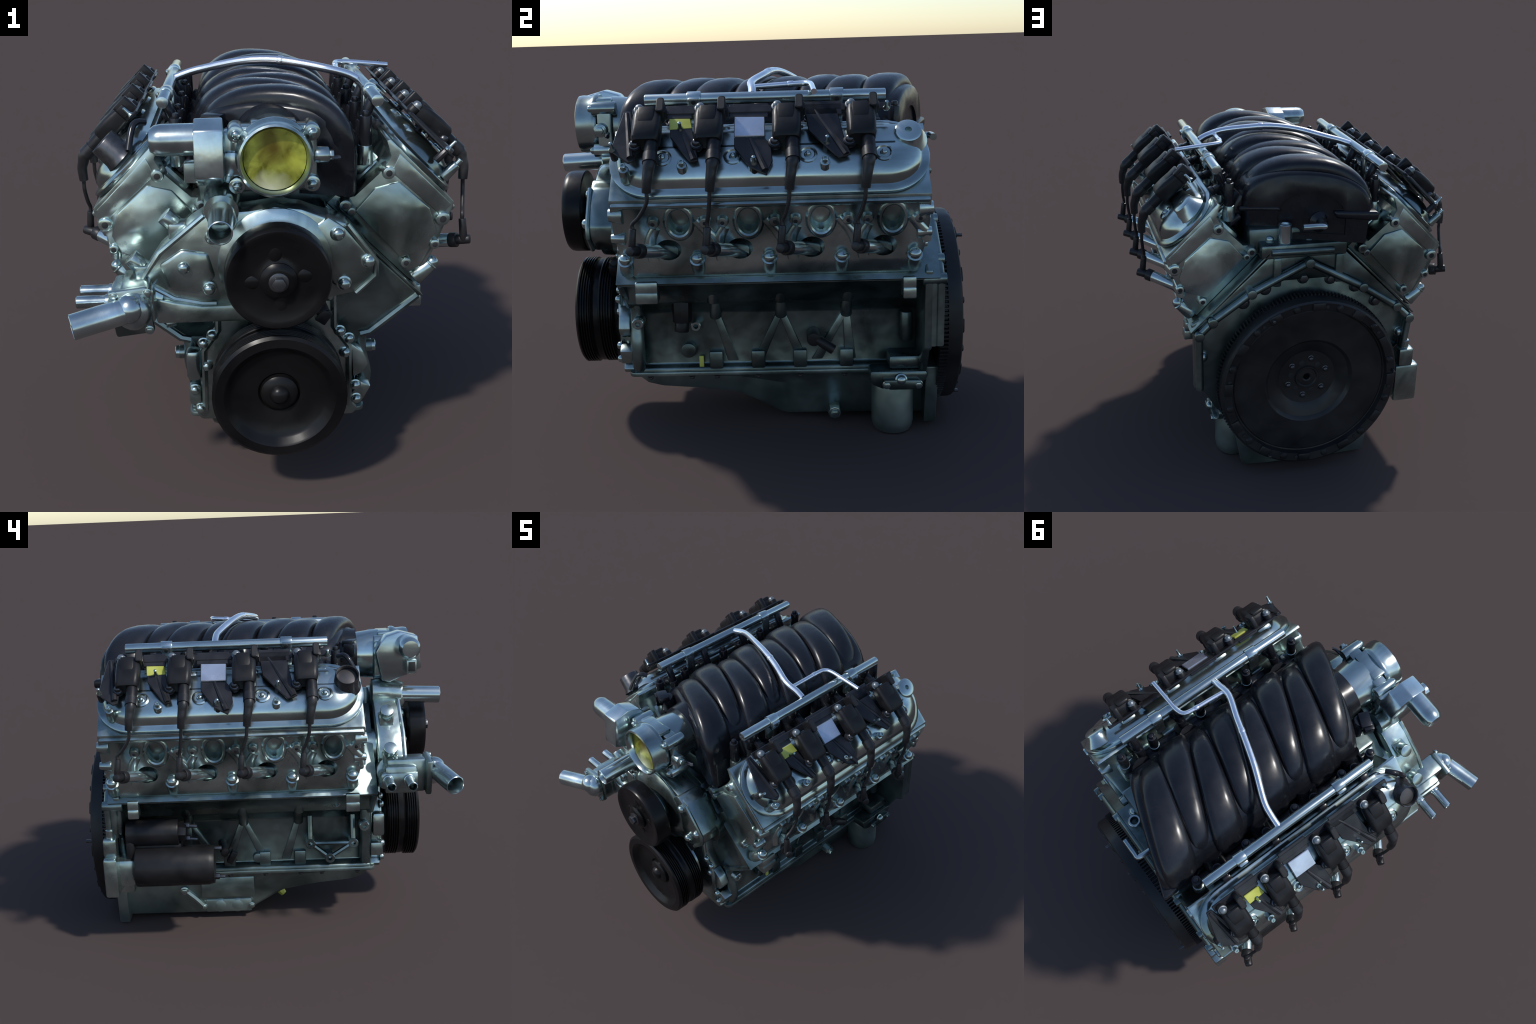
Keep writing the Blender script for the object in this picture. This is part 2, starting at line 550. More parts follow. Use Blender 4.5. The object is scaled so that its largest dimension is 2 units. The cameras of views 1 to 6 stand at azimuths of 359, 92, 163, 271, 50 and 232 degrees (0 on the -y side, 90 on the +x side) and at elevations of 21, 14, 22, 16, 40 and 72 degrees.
part("oil_level_sensor", [cyl((-.05, -.03, .11), (-.06, -.07, .05), .02, .02, 8), cyl((-.06, -.06, .06), (-.065, -.085, .03), .026, .02, 8)], YELLOW, oil_pan)

# oil filter on its housing
FX, FY = .342, .66
housing = [prism([(.545, .335), (.805, .335), (.815, .31), (.80, .285), (.765, .255), (.60, .245), (.555, .265), (.54, .30)], 'x', .26, .46, .012),
           box((.36, .72, .37), (.17, .18, .07), bev=.02),
           prism([(.60, .30), (.77, .30), (.79, .275), (.74, .25), (.63, .25)], 'x', .44, .485, .008)]
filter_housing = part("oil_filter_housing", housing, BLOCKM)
bolt((.475, .685, .30), (1, 0, .2), .022, filter_housing, DOME)
bolt((.475, .62, .275), (1, 0, 0), .016, filter_housing)
bolt((.475, .765, .275), (1, 0, 0), .016, filter_housing)
part("oil_filter", [lathe([(0, 0), (.062, 0), (.085, .006), (.095, .024), (.100, .05), (.100, .235), (.094, .25), (.05, .262), (0, .262)],
                          (FX, FY, .0), (0, 0, 1), 28)], PANM)

# ============================================================ FRONT COVER
cover_poly = [(-.18, .97), (.18, .97), (.245, .90), (.250, .74), (.300, .65), (.318, .60), (.318, .36), (.345, .325), (.32, .30), (-.32, .30), (-.345, .325),
              (-.318, .36), (-.325, .62), (-.300, .68), (-.25, .74), (-.245, .90)]
timing = [prism(cover_poly, 'y', -.632, -.57, .010),
          lathe([(0, 0), (.17, 0), (.15, .05), (.10, .07), (0, .07)], (0, -.63, CZ), (0, -1, 0), 32)]
for s in (1, -1):
    timing.append(tube([(s * .235, -.632, .88), (s * .238, -.632, .72), (s * .300, -.632, .63), (s * .306, -.632, .35)], .014, 8, 1))
timing.append(box((-.345, -.62, .565), (.06, .07, .14), bev=.02))
timing.append(prism([(.31, .64), (.36, .60), (.385, .54), (.36, .50), (.32, .48)], 'y', -.635, -.58, .008))
timing.append(box((.352, -.60, .41), (.06, .07, .09), Matrix.Rotation(.5, 3, 'Y'), bev=.012))
timing.append(box((-.345, -.61, .42), (.05, .07, .08), bev=.012))
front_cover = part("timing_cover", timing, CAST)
for x, z in ((.262, .70), (.30, .665), (.33, .445), (.335, .38), (.285, .60), (-.262, .70), (-.30, .665), (-.345, .45), (-.325, .36), (-.29, .56), (.215, .86), (-.215, .86)):
    bolt((x, -.632, z), (0, -1, 0), .020, front_cover, DOME)
part("cam_sensor", [cyl((.17, -.632, .84), (.19, -.68, .80), .028, seg=10), box((.19, -.675, .79), (.05, .04, .06), Matrix.Rotation(.6, 3, 'Y'))], COILM, front_cover)

# ========================================================== CRANK PULLEY
def ribs(y0, y1, r, depth, n):
    """V-belt ribs as (radius, y) pairs"""
    out = []
    w = (y1 - y0) / n
    for i in range(n):
        out += [(r, y0 + w * (i + .15)), (r, y0 + w * (i + .45)), (r - depth, y0 + w * (i + .65)), (r - depth, y0 + w * (i + .85))]
    return out


prof = [(0, -.80), (.07, -.80), (.085, -.816), (.14, -.825), (.185, -.836), (.198, -.844), (.214, -.864), (.222, -.869), (.256, -.868), (.268, -.858)]
prof += ribs(-.856, -.795, .268, .011, 5)
prof += [(.262, -.796), (.255, -.79), (.262, -.78), (.262, -.758)]
prof += ribs(-.755, -.690, .266, .011, 5)
prof += [(.262, -.686), (.25, -.68), (.16, -.675), (.10, -.66), (.10, -.62), (0, -.62)]
pulley = part("crankshaft_pulley", lathe(prof, (0, 0, CZ), (0, 1, 0), 56), PULLEY, sharp=30)
part("pulley_hub", lathe([(0, -.868), (.020, -.866), (.034, -.855), (.040, -.842), (.062, -.838), (.074, -.828), (.078, -.80), (0, -.80)], (0, 0, CZ), (0, 1, 0), 32), PULLEY, pulley)

# ============================================================ WATER PUMP
WP = Vector((0, 0, 1.043))
wp_poly = [(-.10, 1.262), (0, 1.275), (.10, 1.262), (.19, 1.225), (.272, 1.200), (.337, 1.128), (.392, 1.045), (.392, .985), (.311, .913), (.246, .90),
           (.17, .88), (.0, .815), (-.213, .812), (-.47, .815), (-.48, .87), (-.50, .95), (-.525, .993), (-.447, 1.109), (-.321, 1.218), (-.262, 1.255)]
pump = [prism(wp_poly, 'y', -.735, -.60, .012),
        prism([(.12, 1.17), (.20, 1.23), (.265, 1.185), (.385, 1.04), (.385, .99), (.31, .92), (.22, .95)], 'y', -.745, -.60, .012),
        lathe([(0, 0), (.225, 0), (.23, .02), (.225, .10), (.19, .12), (.10, .13), (.10, .15), (0, .15)], (0, -.64, 1.045), (0, -1, 0), 40)]
# raised edge ribs of the left arm
pump.append(tube([(-.27, -.735, 1.25), (-.447, -.738, 1.105), (-.522, -.738, .992), (-.40, -.738, .915), (-.29, -.738, .89), (-.236, -.738, .888)], .012, 8, 1))
pump.append(tube([(.272, -.742, 1.198), (.388, -.742, 1.043), (.386, -.742, .988), (.31, -.742, .916)], .012, 8, 1))
pump.append(prism([(-.45, 1.06), (-.36, 1.12), (-.26, 1.10), (-.235, 1.0), (-.30, .935), (-.42, .955)], 'y', -.748, -.70, .014))
pump.append(prism([(-.47, .815), (-.10, .815), (-.10, .885), (-.29, .885), (-.40, .905), (-.485, .93)], 'y', -.758, -.70, .010))
# raised inlet snout
pump.append(tube([(-.20, -.60, 1.285), (-.20, -.69, 1.282), (-.203, -.76, 1.272)], [.072, .070, .066], 20, 3))
pump.append(ball((-.20, -.73, 1.25), .062, (1, 1, 1.2)))
# bypass into the block, both sides
for s in (1, -1):
    pump.append(tube([(s * .30, -.55, 1.0), (s * .31, -.64, 1.0)], .10, 20, 1))
pump.append(prism([(.02, 1.27), (.26, 1.20), (.36, 1.06), (.30, .98), (0, 1.0)], 'y', -.66, -.56, .02))
water_pump = part("water_pump", pump, CAST)
part("inlet_pipe", pipe((-.203, -.74, 1.268), (-.206, -.972, 1.258), .046, .040), STEEL, water_pump)
for x, z in ((.236, 1.163), (.356, 1.048), (.263, .958), (-.356, 1.046), (-.262, .954), (-.24, 1.165)):
    bolt((x, -.742, z), (0, -1, 0), .024, water_pump, DOME)
for p in ((-.386, -.655, 1.19), (-.526, -.655, 1.02)):
    d = Vector((-S2, 0, S2))
    part("casting_boss", [cyl(Vector(p), Vector(p) + d * .06, .036, seg=18), box(Vector(p) + Vector((.01, 0, -.02)), (.07, .08, .07), bev=.01)], CAST, water_pump)
# thermostat housing with outlet elbow and heater pipes
th = [box((-.540, -.735, .915), (.115, .205, .18), bev=.016),
      box((-.555, -.700, .905), (.17, .17, .15), bev=.02),
      box((-.555, -.848, .915), (.150, .032, .19), Matrix.Rotation(-.12, 3, 'Y'), bev=.012),
      box((-.605, -.69, .905), (.10, .20, .09), bev=.02),
      tube([(-.45, -.67, .90), (-.56, -.67, .93)], .085, 18, 1)]
thermostat = part("thermostat_housing", th, CAST, water_pump)
EA, EB = Vector((-.555, -.886, .940)), Vector((-.766, -.953, .906))
part("outlet_elbow", [lathe([(0, 0), (.074, 0), (.074, .010), (.068, .04), (.05, .06), (0, .07)], (-.545, -.855, .925), (0, -1, .0), 28),
                      ball((-.556, -.884, .942), .058),
                      pipe(EA, EB, .0495, .044)], STEEL, water_pump)
for x, z in ((-.615, .985), (-.49, .842), (-.49, .995)):
    bolt((x, -.862, z), (0, -1, 0), .013, water_pump)
for y in (-.630, -.737):
    part("heater_pipe", [pipe((-.63, y, .912), (-.781, y, .912), .025, .019, 20), cyl((-.60, y, .905), (-.67, y, .912), .036, .030, 18)], STEEL, water_pump)
# pulley
part("water_pump_pulley", lathe([(0, -.905), (.03, -.908), (.06, -.902), (.068, -.896), (.10, -.890), (.165, -.903), (.182, -.908), (.192, -.907), (.199, -.898), (.202, -.88),
                                 (.2015, -.82), (.196, -.815), (.10, -.81), (.10, -.76), (0, -.76)], (0, 0, 1.043), (0, 1, 0), 48), PULLEY, water_pump, sharp=30)
hub = [lathe([(0, 0), (.070, 0), (.070, .010), (.058, .020), (.045, .024), (0, .024)], (0, -.898, 1.043), (0, -1, 0), 20)]
for k in range(4):                                   # faint pressed spokes
    a = k * PI / 2 + .1
    hub.append(ball((.10 * math.cos(a), -.884, 1.043 + .10 * math.sin(a)), .06, (.9 if k % 2 == 0 else .5, .22, .5 if k % 2 == 0 else .9), 16))
part("pulley_hub", hub, PULLEY, water_pump)
bolt((0, -.920, 1.043), (0, -1, 0), .028, water_pump, DARKHEX)

# ========================================================= CYLINDER HEADS
EN = Vector((.875, 0, .483))    # exhaust face normal in bank coordinates
HEAD_Y0, HEAD_Y1 = -.565, .771
PLUG_Y = [-.47 + .3073 * i for i in range(4)]
PORT_Y = [-.284, .010, .317, .618]
COIL_Y = [-.435, -.179, .143, .450]


def build_head():
    """one smooth casting lofted along the bank, with ports, plug wells and bosses"""
    full = [(-.335, .645), (.190, .645), (.194, .672), (.170, .73), (.122, .79), (.085, .85), (.034, .945), (.034, .982), (.022, .998),
            (-.346, .998), (-.352, .985), (-.295, .955), (-.278, .90), (-.278, .74), (-.31, .70), (-.335, .69)]
    thin = [(-.335, .645), (.148, .645), (.150, .672), (.142, .73), (.122, .79), (.092, .85), (.050, .945), (.036, .982), (.022, .998),
            (-.346, .998), (-.352, .985), (-.295, .955), (-.278, .90), (-.278, .74), (-.31, .70), (-.335, .69)]
    rings = []
    for y, sec, lowcut in ((HEAD_Y0, thin, .03), (-.545, thin, .012), (-.50, full, 0), (-.30, full, 0), (.10, full, 0), (.50, full, 0), (.70, full, 0),
                           (.752, thin, -.012), (HEAD_Y1, thin, -.03)):
        rings.append([(b, y + lowcut * max(0, 1 - (h - .645) / .2), h) for b, h in sec])
    bm = loft(rings)
    soft(bm, .006, 34)
    cut = []
    for y in PORT_Y:                       # exhaust ports
        c = Vector((.066, y, .893))
        bmc = lathe([(0, -.06), (.050, -.06), (.066, 0), (.074, .07), (0, .07)], (0, 0, 0), (0, 0, 1), 24)
        cut.append(moved(bmc, Matrix.Translation(c) @ frame(EN) @ Matrix.Diagonal((.80, 1.0, 1, 1))))
    for y in PLUG_Y:                       # spark plug wells, canted
        cut.append(cyl(Vector((.10, y + .155, .755)), Vector((.26, y + .04, .87)), .048, seg=20))
    bm = carve(bm, cut)
    add = []
    for y in (-.525, -.215, .095, .405, .715):     # head bolt bosses
        add.append(cyl((.160, y, .66), (.166, y, .752), .040, .030, 16, .008))
    for k, y in enumerate(PORT_Y):
        for dy in (-.108, .112):
            c = Vector((.064, y + dy, .893))
            add.append(cyl(c - EN * .03, c + EN * .022, .034, .024, 14, .006))
        # rolled rim round the port, a web down beside it and the hump over the plug well
        rimb = lathe([(.058, -.03), (.061, .002), (.068, .008), (.078, .007), (.090, -.002), (.100, -.03)], (0, 0, 0), (0, 0, 1), 26)
        add.append(moved(rimb, Matrix.Translation((.068, y, .892)) @ frame(EN) @ Matrix.Diagonal((.74, 1.0, 1, 1))))
        add.append(tube([(.070, y - .10, .865), (.102, y - .13, .80), (.150, y - .12, .73)], [.022, .030, .030], 12, 4))
        add.append(tube([(.060, y + .07, .90), (.090, y + .13, .83), (.125, y + .145, .79)], [.018, .028, .02], 12, 4))
    add.append(box((.036, .103, .976), (.026, 1.33, .028), bev=.010))
    for y0, sgn in ((HEAD_Y0, -1), (HEAD_Y1, 1)):
        # end face: proud lower panel and upper wedge, with creases between
        add.append(prism([(-.24, .70), (.04, .69), (.09, .79), (.06, .87), (-.03, .915), (-.20, .905), (-.25, .82)], 'y', y0 - sgn * .02, y0 + sgn * .008, .006))
        add.append(prism([(-.25, .91), (.03, .925), (.02, .985), (-.28, .985)], 'y', y0 - sgn * .02, y0 + sgn * .004, .004))
        for b, h, r in ((-.256, .902, .032), (.040, .92, .036), (-.285, .69, .032), (.097, .825, .026), (.07, .69, .028), (-.25, .69, .024)):
            add.append(cyl((b, y0 - sgn * .05, h), (b, y0 + sgn * .014, h), r * 1.15, r * .8, 16, .006))
        # silver wall beside the manifold
        add.append(box((-.318, y0 - sgn * .16, .855), (.07, .04, .11), bev=.012))
    for y in PORT_Y:                       # intake port seats
        add.append(box((-.275, y - .03, .83), (.05, .22, .14), bev=.03))
    return [to_bank(bm)] + [to_bank(x) for x in add]


HEADM = mesh_of("cylinder_head", build_head(), 36)
HEADM.materials.append(CAST)
hole_discs = []
for y0, sgn in ((HEAD_Y0, -1), (HEAD_Y1, 1)):
    for b, h, r in ((-.256, .902, .013), (.040, .92, .014), (-.285, .69, .013), (.097, .825, .011), (.07, .69, .011), (-.25, .69, .010)):
        hole_discs.append(to_bank(cyl((b, y0, h), (b, y0 + sgn * .0155, h), r, seg=12, bev=.001)))
for y in PORT_Y:
    for dy in (-.108, .112):
        c = Vector((.064, y + dy, .893)) + EN * .0235
        hole_discs.append(to_bank(cyl(c - EN * .01, c, .009, seg=10, bev=.001)))
HOLE_DISCS = mesh_of("bolt_hole_disc", hole_discs)  # solid dark discs on the bosses stand in for bolt holes, none are cut
HOLE_DISCS.materials.append(DARK_FILL)


def cover_ring(inset, h, rad=.185):
    return [(b, y, h) for b, y in rounded_rect(-.352 + inset * .88, .020 - inset, -.573 + inset, .778 - inset, max(rad - inset * .9, .03), 10)]


def build_cover():
    bm = loft([cover_ring(.004, .999), cover_ring(0, 1.004), cover_ring(-.001, 1.018), cover_ring(.006, 1.024), cover_ring(.022, 1.026),
               cover_ring(.030, 1.029), cover_ring(.036, 1.040), cover_ring(.046, 1.055), cover_ring(.060, 1.067), cover_ring(.080, 1.078),
               cover_ring(.105, 1.087), cover_ring(.130, 1.092), cover_ring(.150, 1.093)])
    add = []
    for y in (-.490, -.252, .042, .334):           # tall screw posts on the outer edge
        add.append(cyl((-.072 if y > -.4 else -.058, y, 1.03), (-.072 if y > -.4 else -.058, y, 1.108), .026, .021, 16, .005))
    for y in (-.337, -.044, .265, .577):           # embossed rings
        add.append(lathe([(0, 0), (.040, 0), (.040, .012), (.032, .016), (.026, .010), (0, .010)], (-.122, y, 1.082), (0, 0, 1), 24))
    for y in (-.40, -.10, .21, .50):
        add.append(box((-.272, y, 1.065), (.05, .09, .045), bev=.016))
    return [to_bank(x) for x in [bm] + add]


COVER = mesh_of("valve_cover", build_cover(), 40)
COVER.materials.append(COVERM)

GY = .120   # (plates below are given as (b, y) outlines lying on the cover)
plates = {
    "dark": [[(-.35, -.508), (-.35, -.478), (-.20, -.440), (-.09, -.446), (-.077, -.471), (-.145, -.552), (-.165, -.545)],
             [(-.262, -.308), (-.255, -.214), (-.08, -.182), (-.072, -.215), (-.20, -.302)],
             [(-.196, -.038), (-.19, .088), (-.16, .114), (-.07, .121), (.000, .096), (-.041, .029), (-.141, -.037)],
             [(-.338, .256), (-.338, .392), (-.17, .418), (-.093, .440), (-.075, .390), (-.217, .271)],
             [(-.376, -.33), (-.376, -.215), (-.302, -.215), (-.302, -.33)],
             [(-.362, -.47), (-.362, .62), (-.325, .62), (-.325, -.47)],
             [(-.376, -.06), (-.376, .105), (-.303, .105), (-.303, -.06)],
             [(-.376, .255), (-.376, .415), (-.302, .415), (-.302, .255)]],
    "yellow": [[(-.300, -.312), (-.298, -.222), (-.245, -.212), (-.240, -.308)]],
    "pale": [[(-.302, -.038), (-.298, .090), (-.196, .090), (-.196, -.038)]],  # bracket panel whose pale colour is painted-in sky sheen
}


def build_plates(key):
    out = []
    for k, pl in enumerate(plates[key]):
        h = 1.112 + .004 * (k % 2) + (.006 if key != "dark" else 0)
        out.append(to_bank(prism(pl, 'z', h, h + .011, .003, 1)))
    if key == "dark":
        # folded edges and ribs that give the gussets their relief
        for a, b in (((-.34, -.495), (-.10, -.462)), ((-.33, .30), (-.09, .42)), ((-.25, -.26), (-.08, -.20)), ((-.19, .03), (-.02, .09))):
            out.append(to_bank(tube([(a[0], a[1], 1.118), (b[0], b[1], 1.124)], [.010, .016], 8, 1)))
        for b, y in ((-.147, -.540), (-.155, .345), (-.20, -.262), (-.06, .045)):
            out.append(to_bank(cyl((b, y, 1.06), (b, y, 1.118), .016, seg=10)))
    return out


PLATES = {}
for key, mat in (("dark", BRACKET), ("yellow", YELLOW), ("pale", WHITE)):
    me = mesh_of({"dark": "coil_bracket", "yellow": "yellow_label", "pale": "sky_sheen_panel"}[key], build_plates(key), 30)
    me.materials.append(mat)
    PLATES[key] = me
STUD = mesh_of("bracket_stud", [lathe([(0, 0), (.014, 0), (.015, .006), (.010, .014), (.008, .018), (.007, .046), (0, .05)], (0, 0, 0), (0, 0, 1), 12)])
STUD.materials.append(BOLTM)


def build_coil():
    """one ignition coil; origin at its upper bolt (b=-.331, h=1.12)"""
    out = []
    # rounded body: sections along b
    secs = []
    for b, y0, y1, h0, h1 in ((.012, -.008, .088, -.01, .045), (.018, -.018, .094, -.012, .058), (.05, -.022, .097, -.012, .066), (.11, -.022, .097, -.012, .072),
                              (.165, -.022, .094, -.012, .072), (.180, -.016, .088, -.010, .062)):
        r = .022
        secs.append([(b, y, h) for y, h in rounded_rect(y0, y1, h0, h1, r, 5)])
    out.append(loft(secs))
    out.append(box((.055, .035, .060), (.085, .07, .022), bev=.008))
    # plug-in connector shell
    out.append(prism(rounded_rect(-.03, .045, .075, .108, .012, 4), 'z', -.005, .072, .003))
    out.append(box((.02, .098, .035), (.04, .035, .05), bev=.008))
    # feet at both screws
    out.append(cyl((0, 0, -.012), (0, 0, .030), .026, seg=16))
    out.append(cyl((.172, -.012, -.012), (.172, -.012, .012), .028, seg=16))
    # high-tension tower
    out.append(tube([(.155, .058, .028), (.205, .060, .030), (.25, .060, .030)], [.028, .029, .027], 14, 2))
    return out


COIL = mesh_of("ignition_coil", build_coil(), 36)
COIL.materials.append(COILM)
MOUTH_PLATE = mesh_of("connector_mouth_plate", [prism(rounded_rect(-.024, .039, .080, .103, .009, 4), 'z', .06, .0725, 0)])  # solid dark plate on top of the shell, in place of an opening
MOUTH_PLATE.materials.append(DARK_FILL)


def lead_paths(yc, yp):
    """points of one plug lead: coil tower at yc, plug at yp (world, right bank)"""
    top = bank(-.075, yc + .060, 1.150)
    b1 = bank(-.045, yc + .058, 1.152)
    b2 = bank(-.020, yc + .054, 1.138)
    b3 = Vector((.798, yc + .043, 1.262))
    m = Vector((.800, yc + .040, 1.22))
    e0 = Vector((.788, yp + .010, 1.112))
    e1 = Vector((.797, yp + .001, 1.020))
    return top, b1, b2, b3, m, e0, e1


for side, T in ((1, Matrix.Identity(4)), (-1, TURN)):
    head = link("cylinder_head", HEADM, root, T)
    link("bolt_hole_disc", HOLE_DISCS, head)
    for y in (-.525, -.215, .095, .405, .715):
        bolt(bank(.166, y, .750), HD, .027, head, DOME)
    cover = link("valve_cover", COVER, root, T)
    for y in (-.490, -.252, .042, .334):
        bolt(bank(-.072 if y > -.4 else -.058, y, 1.106), HD, .013, cover, SOCKET)
    for y in (-.337, -.044, .265, .577):
        bolt(bank(-.122, y, 1.09), HD, .014, cover, DOME)
    if side == 1:
        part("filler_boss", [to_bank(lathe([(0, 0), (.085, 0), (.070, .022), (.060, .042), (.056, .058), (.048, .064), (.014, .064), (.012, .04), (0, .04)],
                                           (-.225, .685, 1.045), (0, 0, 1), 28))], COVERM, cover)
    else:
        part("oil_filler_neck", [to_bank(lathe([(.050, .02), (.075, 0), (.064, .022), (.060, .098), (.057, .102), (.053, .098), (.052, .03), (0, .03)],
                                               (-.192, .690, 1.045), (0, 0, 1), 32))], DARKBOLT, cover)
        part("filler_dark_plug", [to_bank(cyl((-.192, .690, 1.06), (-.192, .690, 1.120), .0515, seg=28, bev=.001))], FILLER_PLUG, cover)  # solid dark plug standing in for the open depth of the neck
        # small vent hose beside it
        part("vent_hose", [to_bank(tube([(-.36, .66, 1.07), (-.33, .70, 1.10), (-.25, .75, 1.05)], .014, 10, 4))], PLASTIC, cover)
    brk = link("coil_bracket", PLATES["dark"], root, T)
    link("yellow_label", PLATES["yellow"], brk)
    link("sky_sheen_panel", PLATES["pale"], brk)
    for b, y in ((-.147, -.540), (-.155, .345), (-.245, -.262), (-.06, .045), (-.33, .60)):
        m = BANK @ Matrix.Translation((b, y, 1.12))
        link("bracket_stud", STUD, brk, m)
    for i in range(4):
        yc, yp = COIL_Y[i], PLUG_Y[i]
        coil = link("ignition_coil", COIL, root, T @ BANK @ Matrix.Translation((-.331, yc, 1.122)))
        link("connector_mouth_plate", MOUTH_PLATE, coil)
        link("bolt", GREYDOME, coil, Matrix.Translation((0, 0, .03)) @ Matrix.Scale(.019, 4))
        link("bolt", DARKDOME, coil, Matrix.Translation((.172, -.012, .012)) @ Matrix.Scale(.019, 4))
        top, b1, b2, b3, mm, e0, e1 = lead_paths(yc, yp)
        lead = part("plug_lead", [tube([b3 + Vector((0, 0, .01)), mm, mm * .45 + e0 * .55, e0 + Vector((-.001, 0, .02)), e0], .0085, 10, 5)], RUBBER, matrix=T)
        boots = [tube([top, b1, b2, b2 * .5 + b3 * .5 + Vector((.005, 0, .01)), b3], [.027, .026, .023, .021, .0195], 14, 4),
                 tube([bank(-.095, yc + .060, 1.151), bank(-.05, yc + .060, 1.152)], .031, 14, 1),
                 cyl(e0, e1, .0150, .0165, 14, .003),
                 cyl(e1 + Vector((.026, -.004, .004)), e1 + Vector((-.03, .022, -.006)), .020, .022, 12, .004),
                 cyl(e1 + Vector((-.022, .016, -.005)), e1 + Vector((-.050, .036, -.013)), .032, .031, 18, .004)]
        part("plug_boot", boots, RUBBER, lead)
        part("plug_heat_shield", [cyl(e1 + Vector((-.040, .029, -.010)), e1 + Vector((-.20, .145, -.055)), .0285, .0305, 20, .002)], STEEL, lead)
    # ------------------------------------------------------ fuel rail
    rail = part("fuel_rail", [cyl((.428, -.435, 1.606), (.432, .611, 1.606), .0255, seg=22, bev=.004)], STEEL, matrix=T)
    for y in (-.219, .399):
        part("rail_clamp", [cyl((.429, y - .030, 1.606), (.431, y + .030, 1.606), .033, seg=20, bev=.003),
                            box((.452, y, 1.590), (.030, .052, .055), Matrix.Rotation(.35, 3, 'Y'), .008),
                            box((.405, y, 1.54), (.018, .055, .13), bev=.005)], STEEL, rail)
        part("clamp_eye_disc", [cyl((.463, y, 1.597), (.473, y, 1.593), .010, seg=10, bev=.001)], DARK_FILL, rail)  # dark disc laid on the clamp tab instead of a drilled eye
    for k, y in enumerate((-.33, -.02, .285, .555)):
        part("fuel_injector", [cyl((.425, y, 1.60), (.385, y, 1.50), .021, .023, 14), cyl((.385, y, 1.505), (.36, y, 1.43), .027, .020, 14),
                               box((.418, y + .01, 1.50), (.065, .036, .030), Matrix.Rotation(.5, 3, 'Y'), .006),
                               box((.448, y + .01, 1.485), (.030, .044, .040), Matrix.Rotation(.5, 3, 'Y'), .006)], PLASTIC, rail)

# =============================================================== CROSSOVER
crossover = part("crossover_pipe", [tube([(.408, .034, 1.618), (.365, .032, 1.640), (.282, .028, 1.664), (.15, .075, 1.688), (.02, .115, 1.701), (-.12, .160, 1.690),
                                          (-.277, .222, 1.654), (-.35, .235, 1.635), (-.415, .237, 1.612)], .0185, 14, 4)], CHROME)
part("fuel_inlet_pipe", [tube([(.322, .040, 1.645), (.328, .13, 1.650), (.333, .225, 1.655), (.345, .272, 1.657), (.385, .290, 1.655), (.47, .294, 1.647), (.590, .297, 1.634)], .0125, 12, 4)],
     CHROME, crossover)
part("pipe_joint", [cyl((.330, .19, 1.6535), (.332, .215, 1.6545), .0145, seg=12, bev=.002), cyl((.06, .103, 1.699), (.085, .095, 1.697), .0205, seg=14, bev=.002)], CHROME, crossover)

# ================================================================= INTAKE
SH = -.22 / .66                  # the manifold leans: left end lies further back
RUN_Y = [-.505 + .150 * i for i in range(8)]     # at the right end


def arch(theta, a, bz, base, n=2.35):
    c, s = math.cos(theta), math.sin(theta)
    return (a * math.copysign(abs(c) ** (2 / n), c), base + bz * abs(s) ** (2 / n))


def runner(i):
    """one intake runner arching from the right flank to the left one"""
    wide_right = (i % 2 == 0)
    y_mid = RUN_Y[i] + .11
    secs = []
    N, K = 30, 20
    for j in range(N + 1):
        u = j / N
        th = -.42 + (PI + .84) * u
        # centre line
        if th < 0:
            x, z = .268, 1.435 + .19 * th * .9
        elif th > PI:
            x, z = -.268, 1.435 - .19 * (th - PI) * .9
        else:
            x, z = arch(th, .268, .188, 1.435, 2.3)
        w = (1 - u) if wide_right else u            # 1 at the wide end
        hw = .046 + .048 * min(1, w * 1.3) ** 1.2
        if i == 7:
            hw += .026 * (1 - u)
        hw -= .010 * math.exp(-((u - .02) / .1) ** 2) + .010 * math.exp(-((u - .98) / .1) ** 2)
        thick = .046 + .016 * w
        lift = -.030 + .034 * min(1, w * 1.7)
        # slide sideways: the runner sways toward the bulging side
        sway = .018 * math.sin((u - .5) * PI) * (-1 if wide_right else 1) * 0
        # local frame
        eps = .01
        if th < 0:
            t = Vector((0, 0, 1))
        elif th > PI:
            t = Vector((0, 0, -1))
        else:
            x2, z2 = arch(min(th + eps, PI), .268, .188, 1.435, 2.3)
            x1, z1 = arch(max(th - eps, 0), .268, .188, 1.435, 2.3)
            t = Vector((x2 - x1, 0, z2 - z1)).normalized()
        nrm = Vector((t.z, 0, -t.x))
        ring = []
        for k in range(K):
            a = 2 * PI * k / K
            ca, sa = math.cos(a), math.sin(a)
            e = 2 / (2.2 + 1.2 * w)
            yy = hw * math.copysign(abs(ca) ** e, ca)
            nn = thick * math.copysign(abs(sa) ** e, sa) + lift
            p = Vector((x, 0, z)) + nrm * nn
            ring.append((p.x, y_mid + yy + sway + p.x * SH, p.z))
        secs.append(ring)
    return loft(secs)


def intake_body():
    secs = []
    for y, k in ((-.594, .84), (-.586, .91), (-.56, .955), (-.52, .965), (.59, .965), (.640, .955), (.660, .92), (.668, .86)):
        ring = []
        for j in range(25):
            th = PI * j / 24
            x, z = arch(th, .315 * min(1, k + .04), .205 * k, 1.425, 2.4)
            ring.append((x, y + .11 + x * SH, z))
        for x, z in ((-.305, 1.36), (-.30, 1.26), (.30, 1.26), (.305, 1.36)):
            ring.append((x * min(1, k + .04), y + .11 + x * min(1, k + .04) * SH, z))
        secs.append(ring)
    return loft(secs)


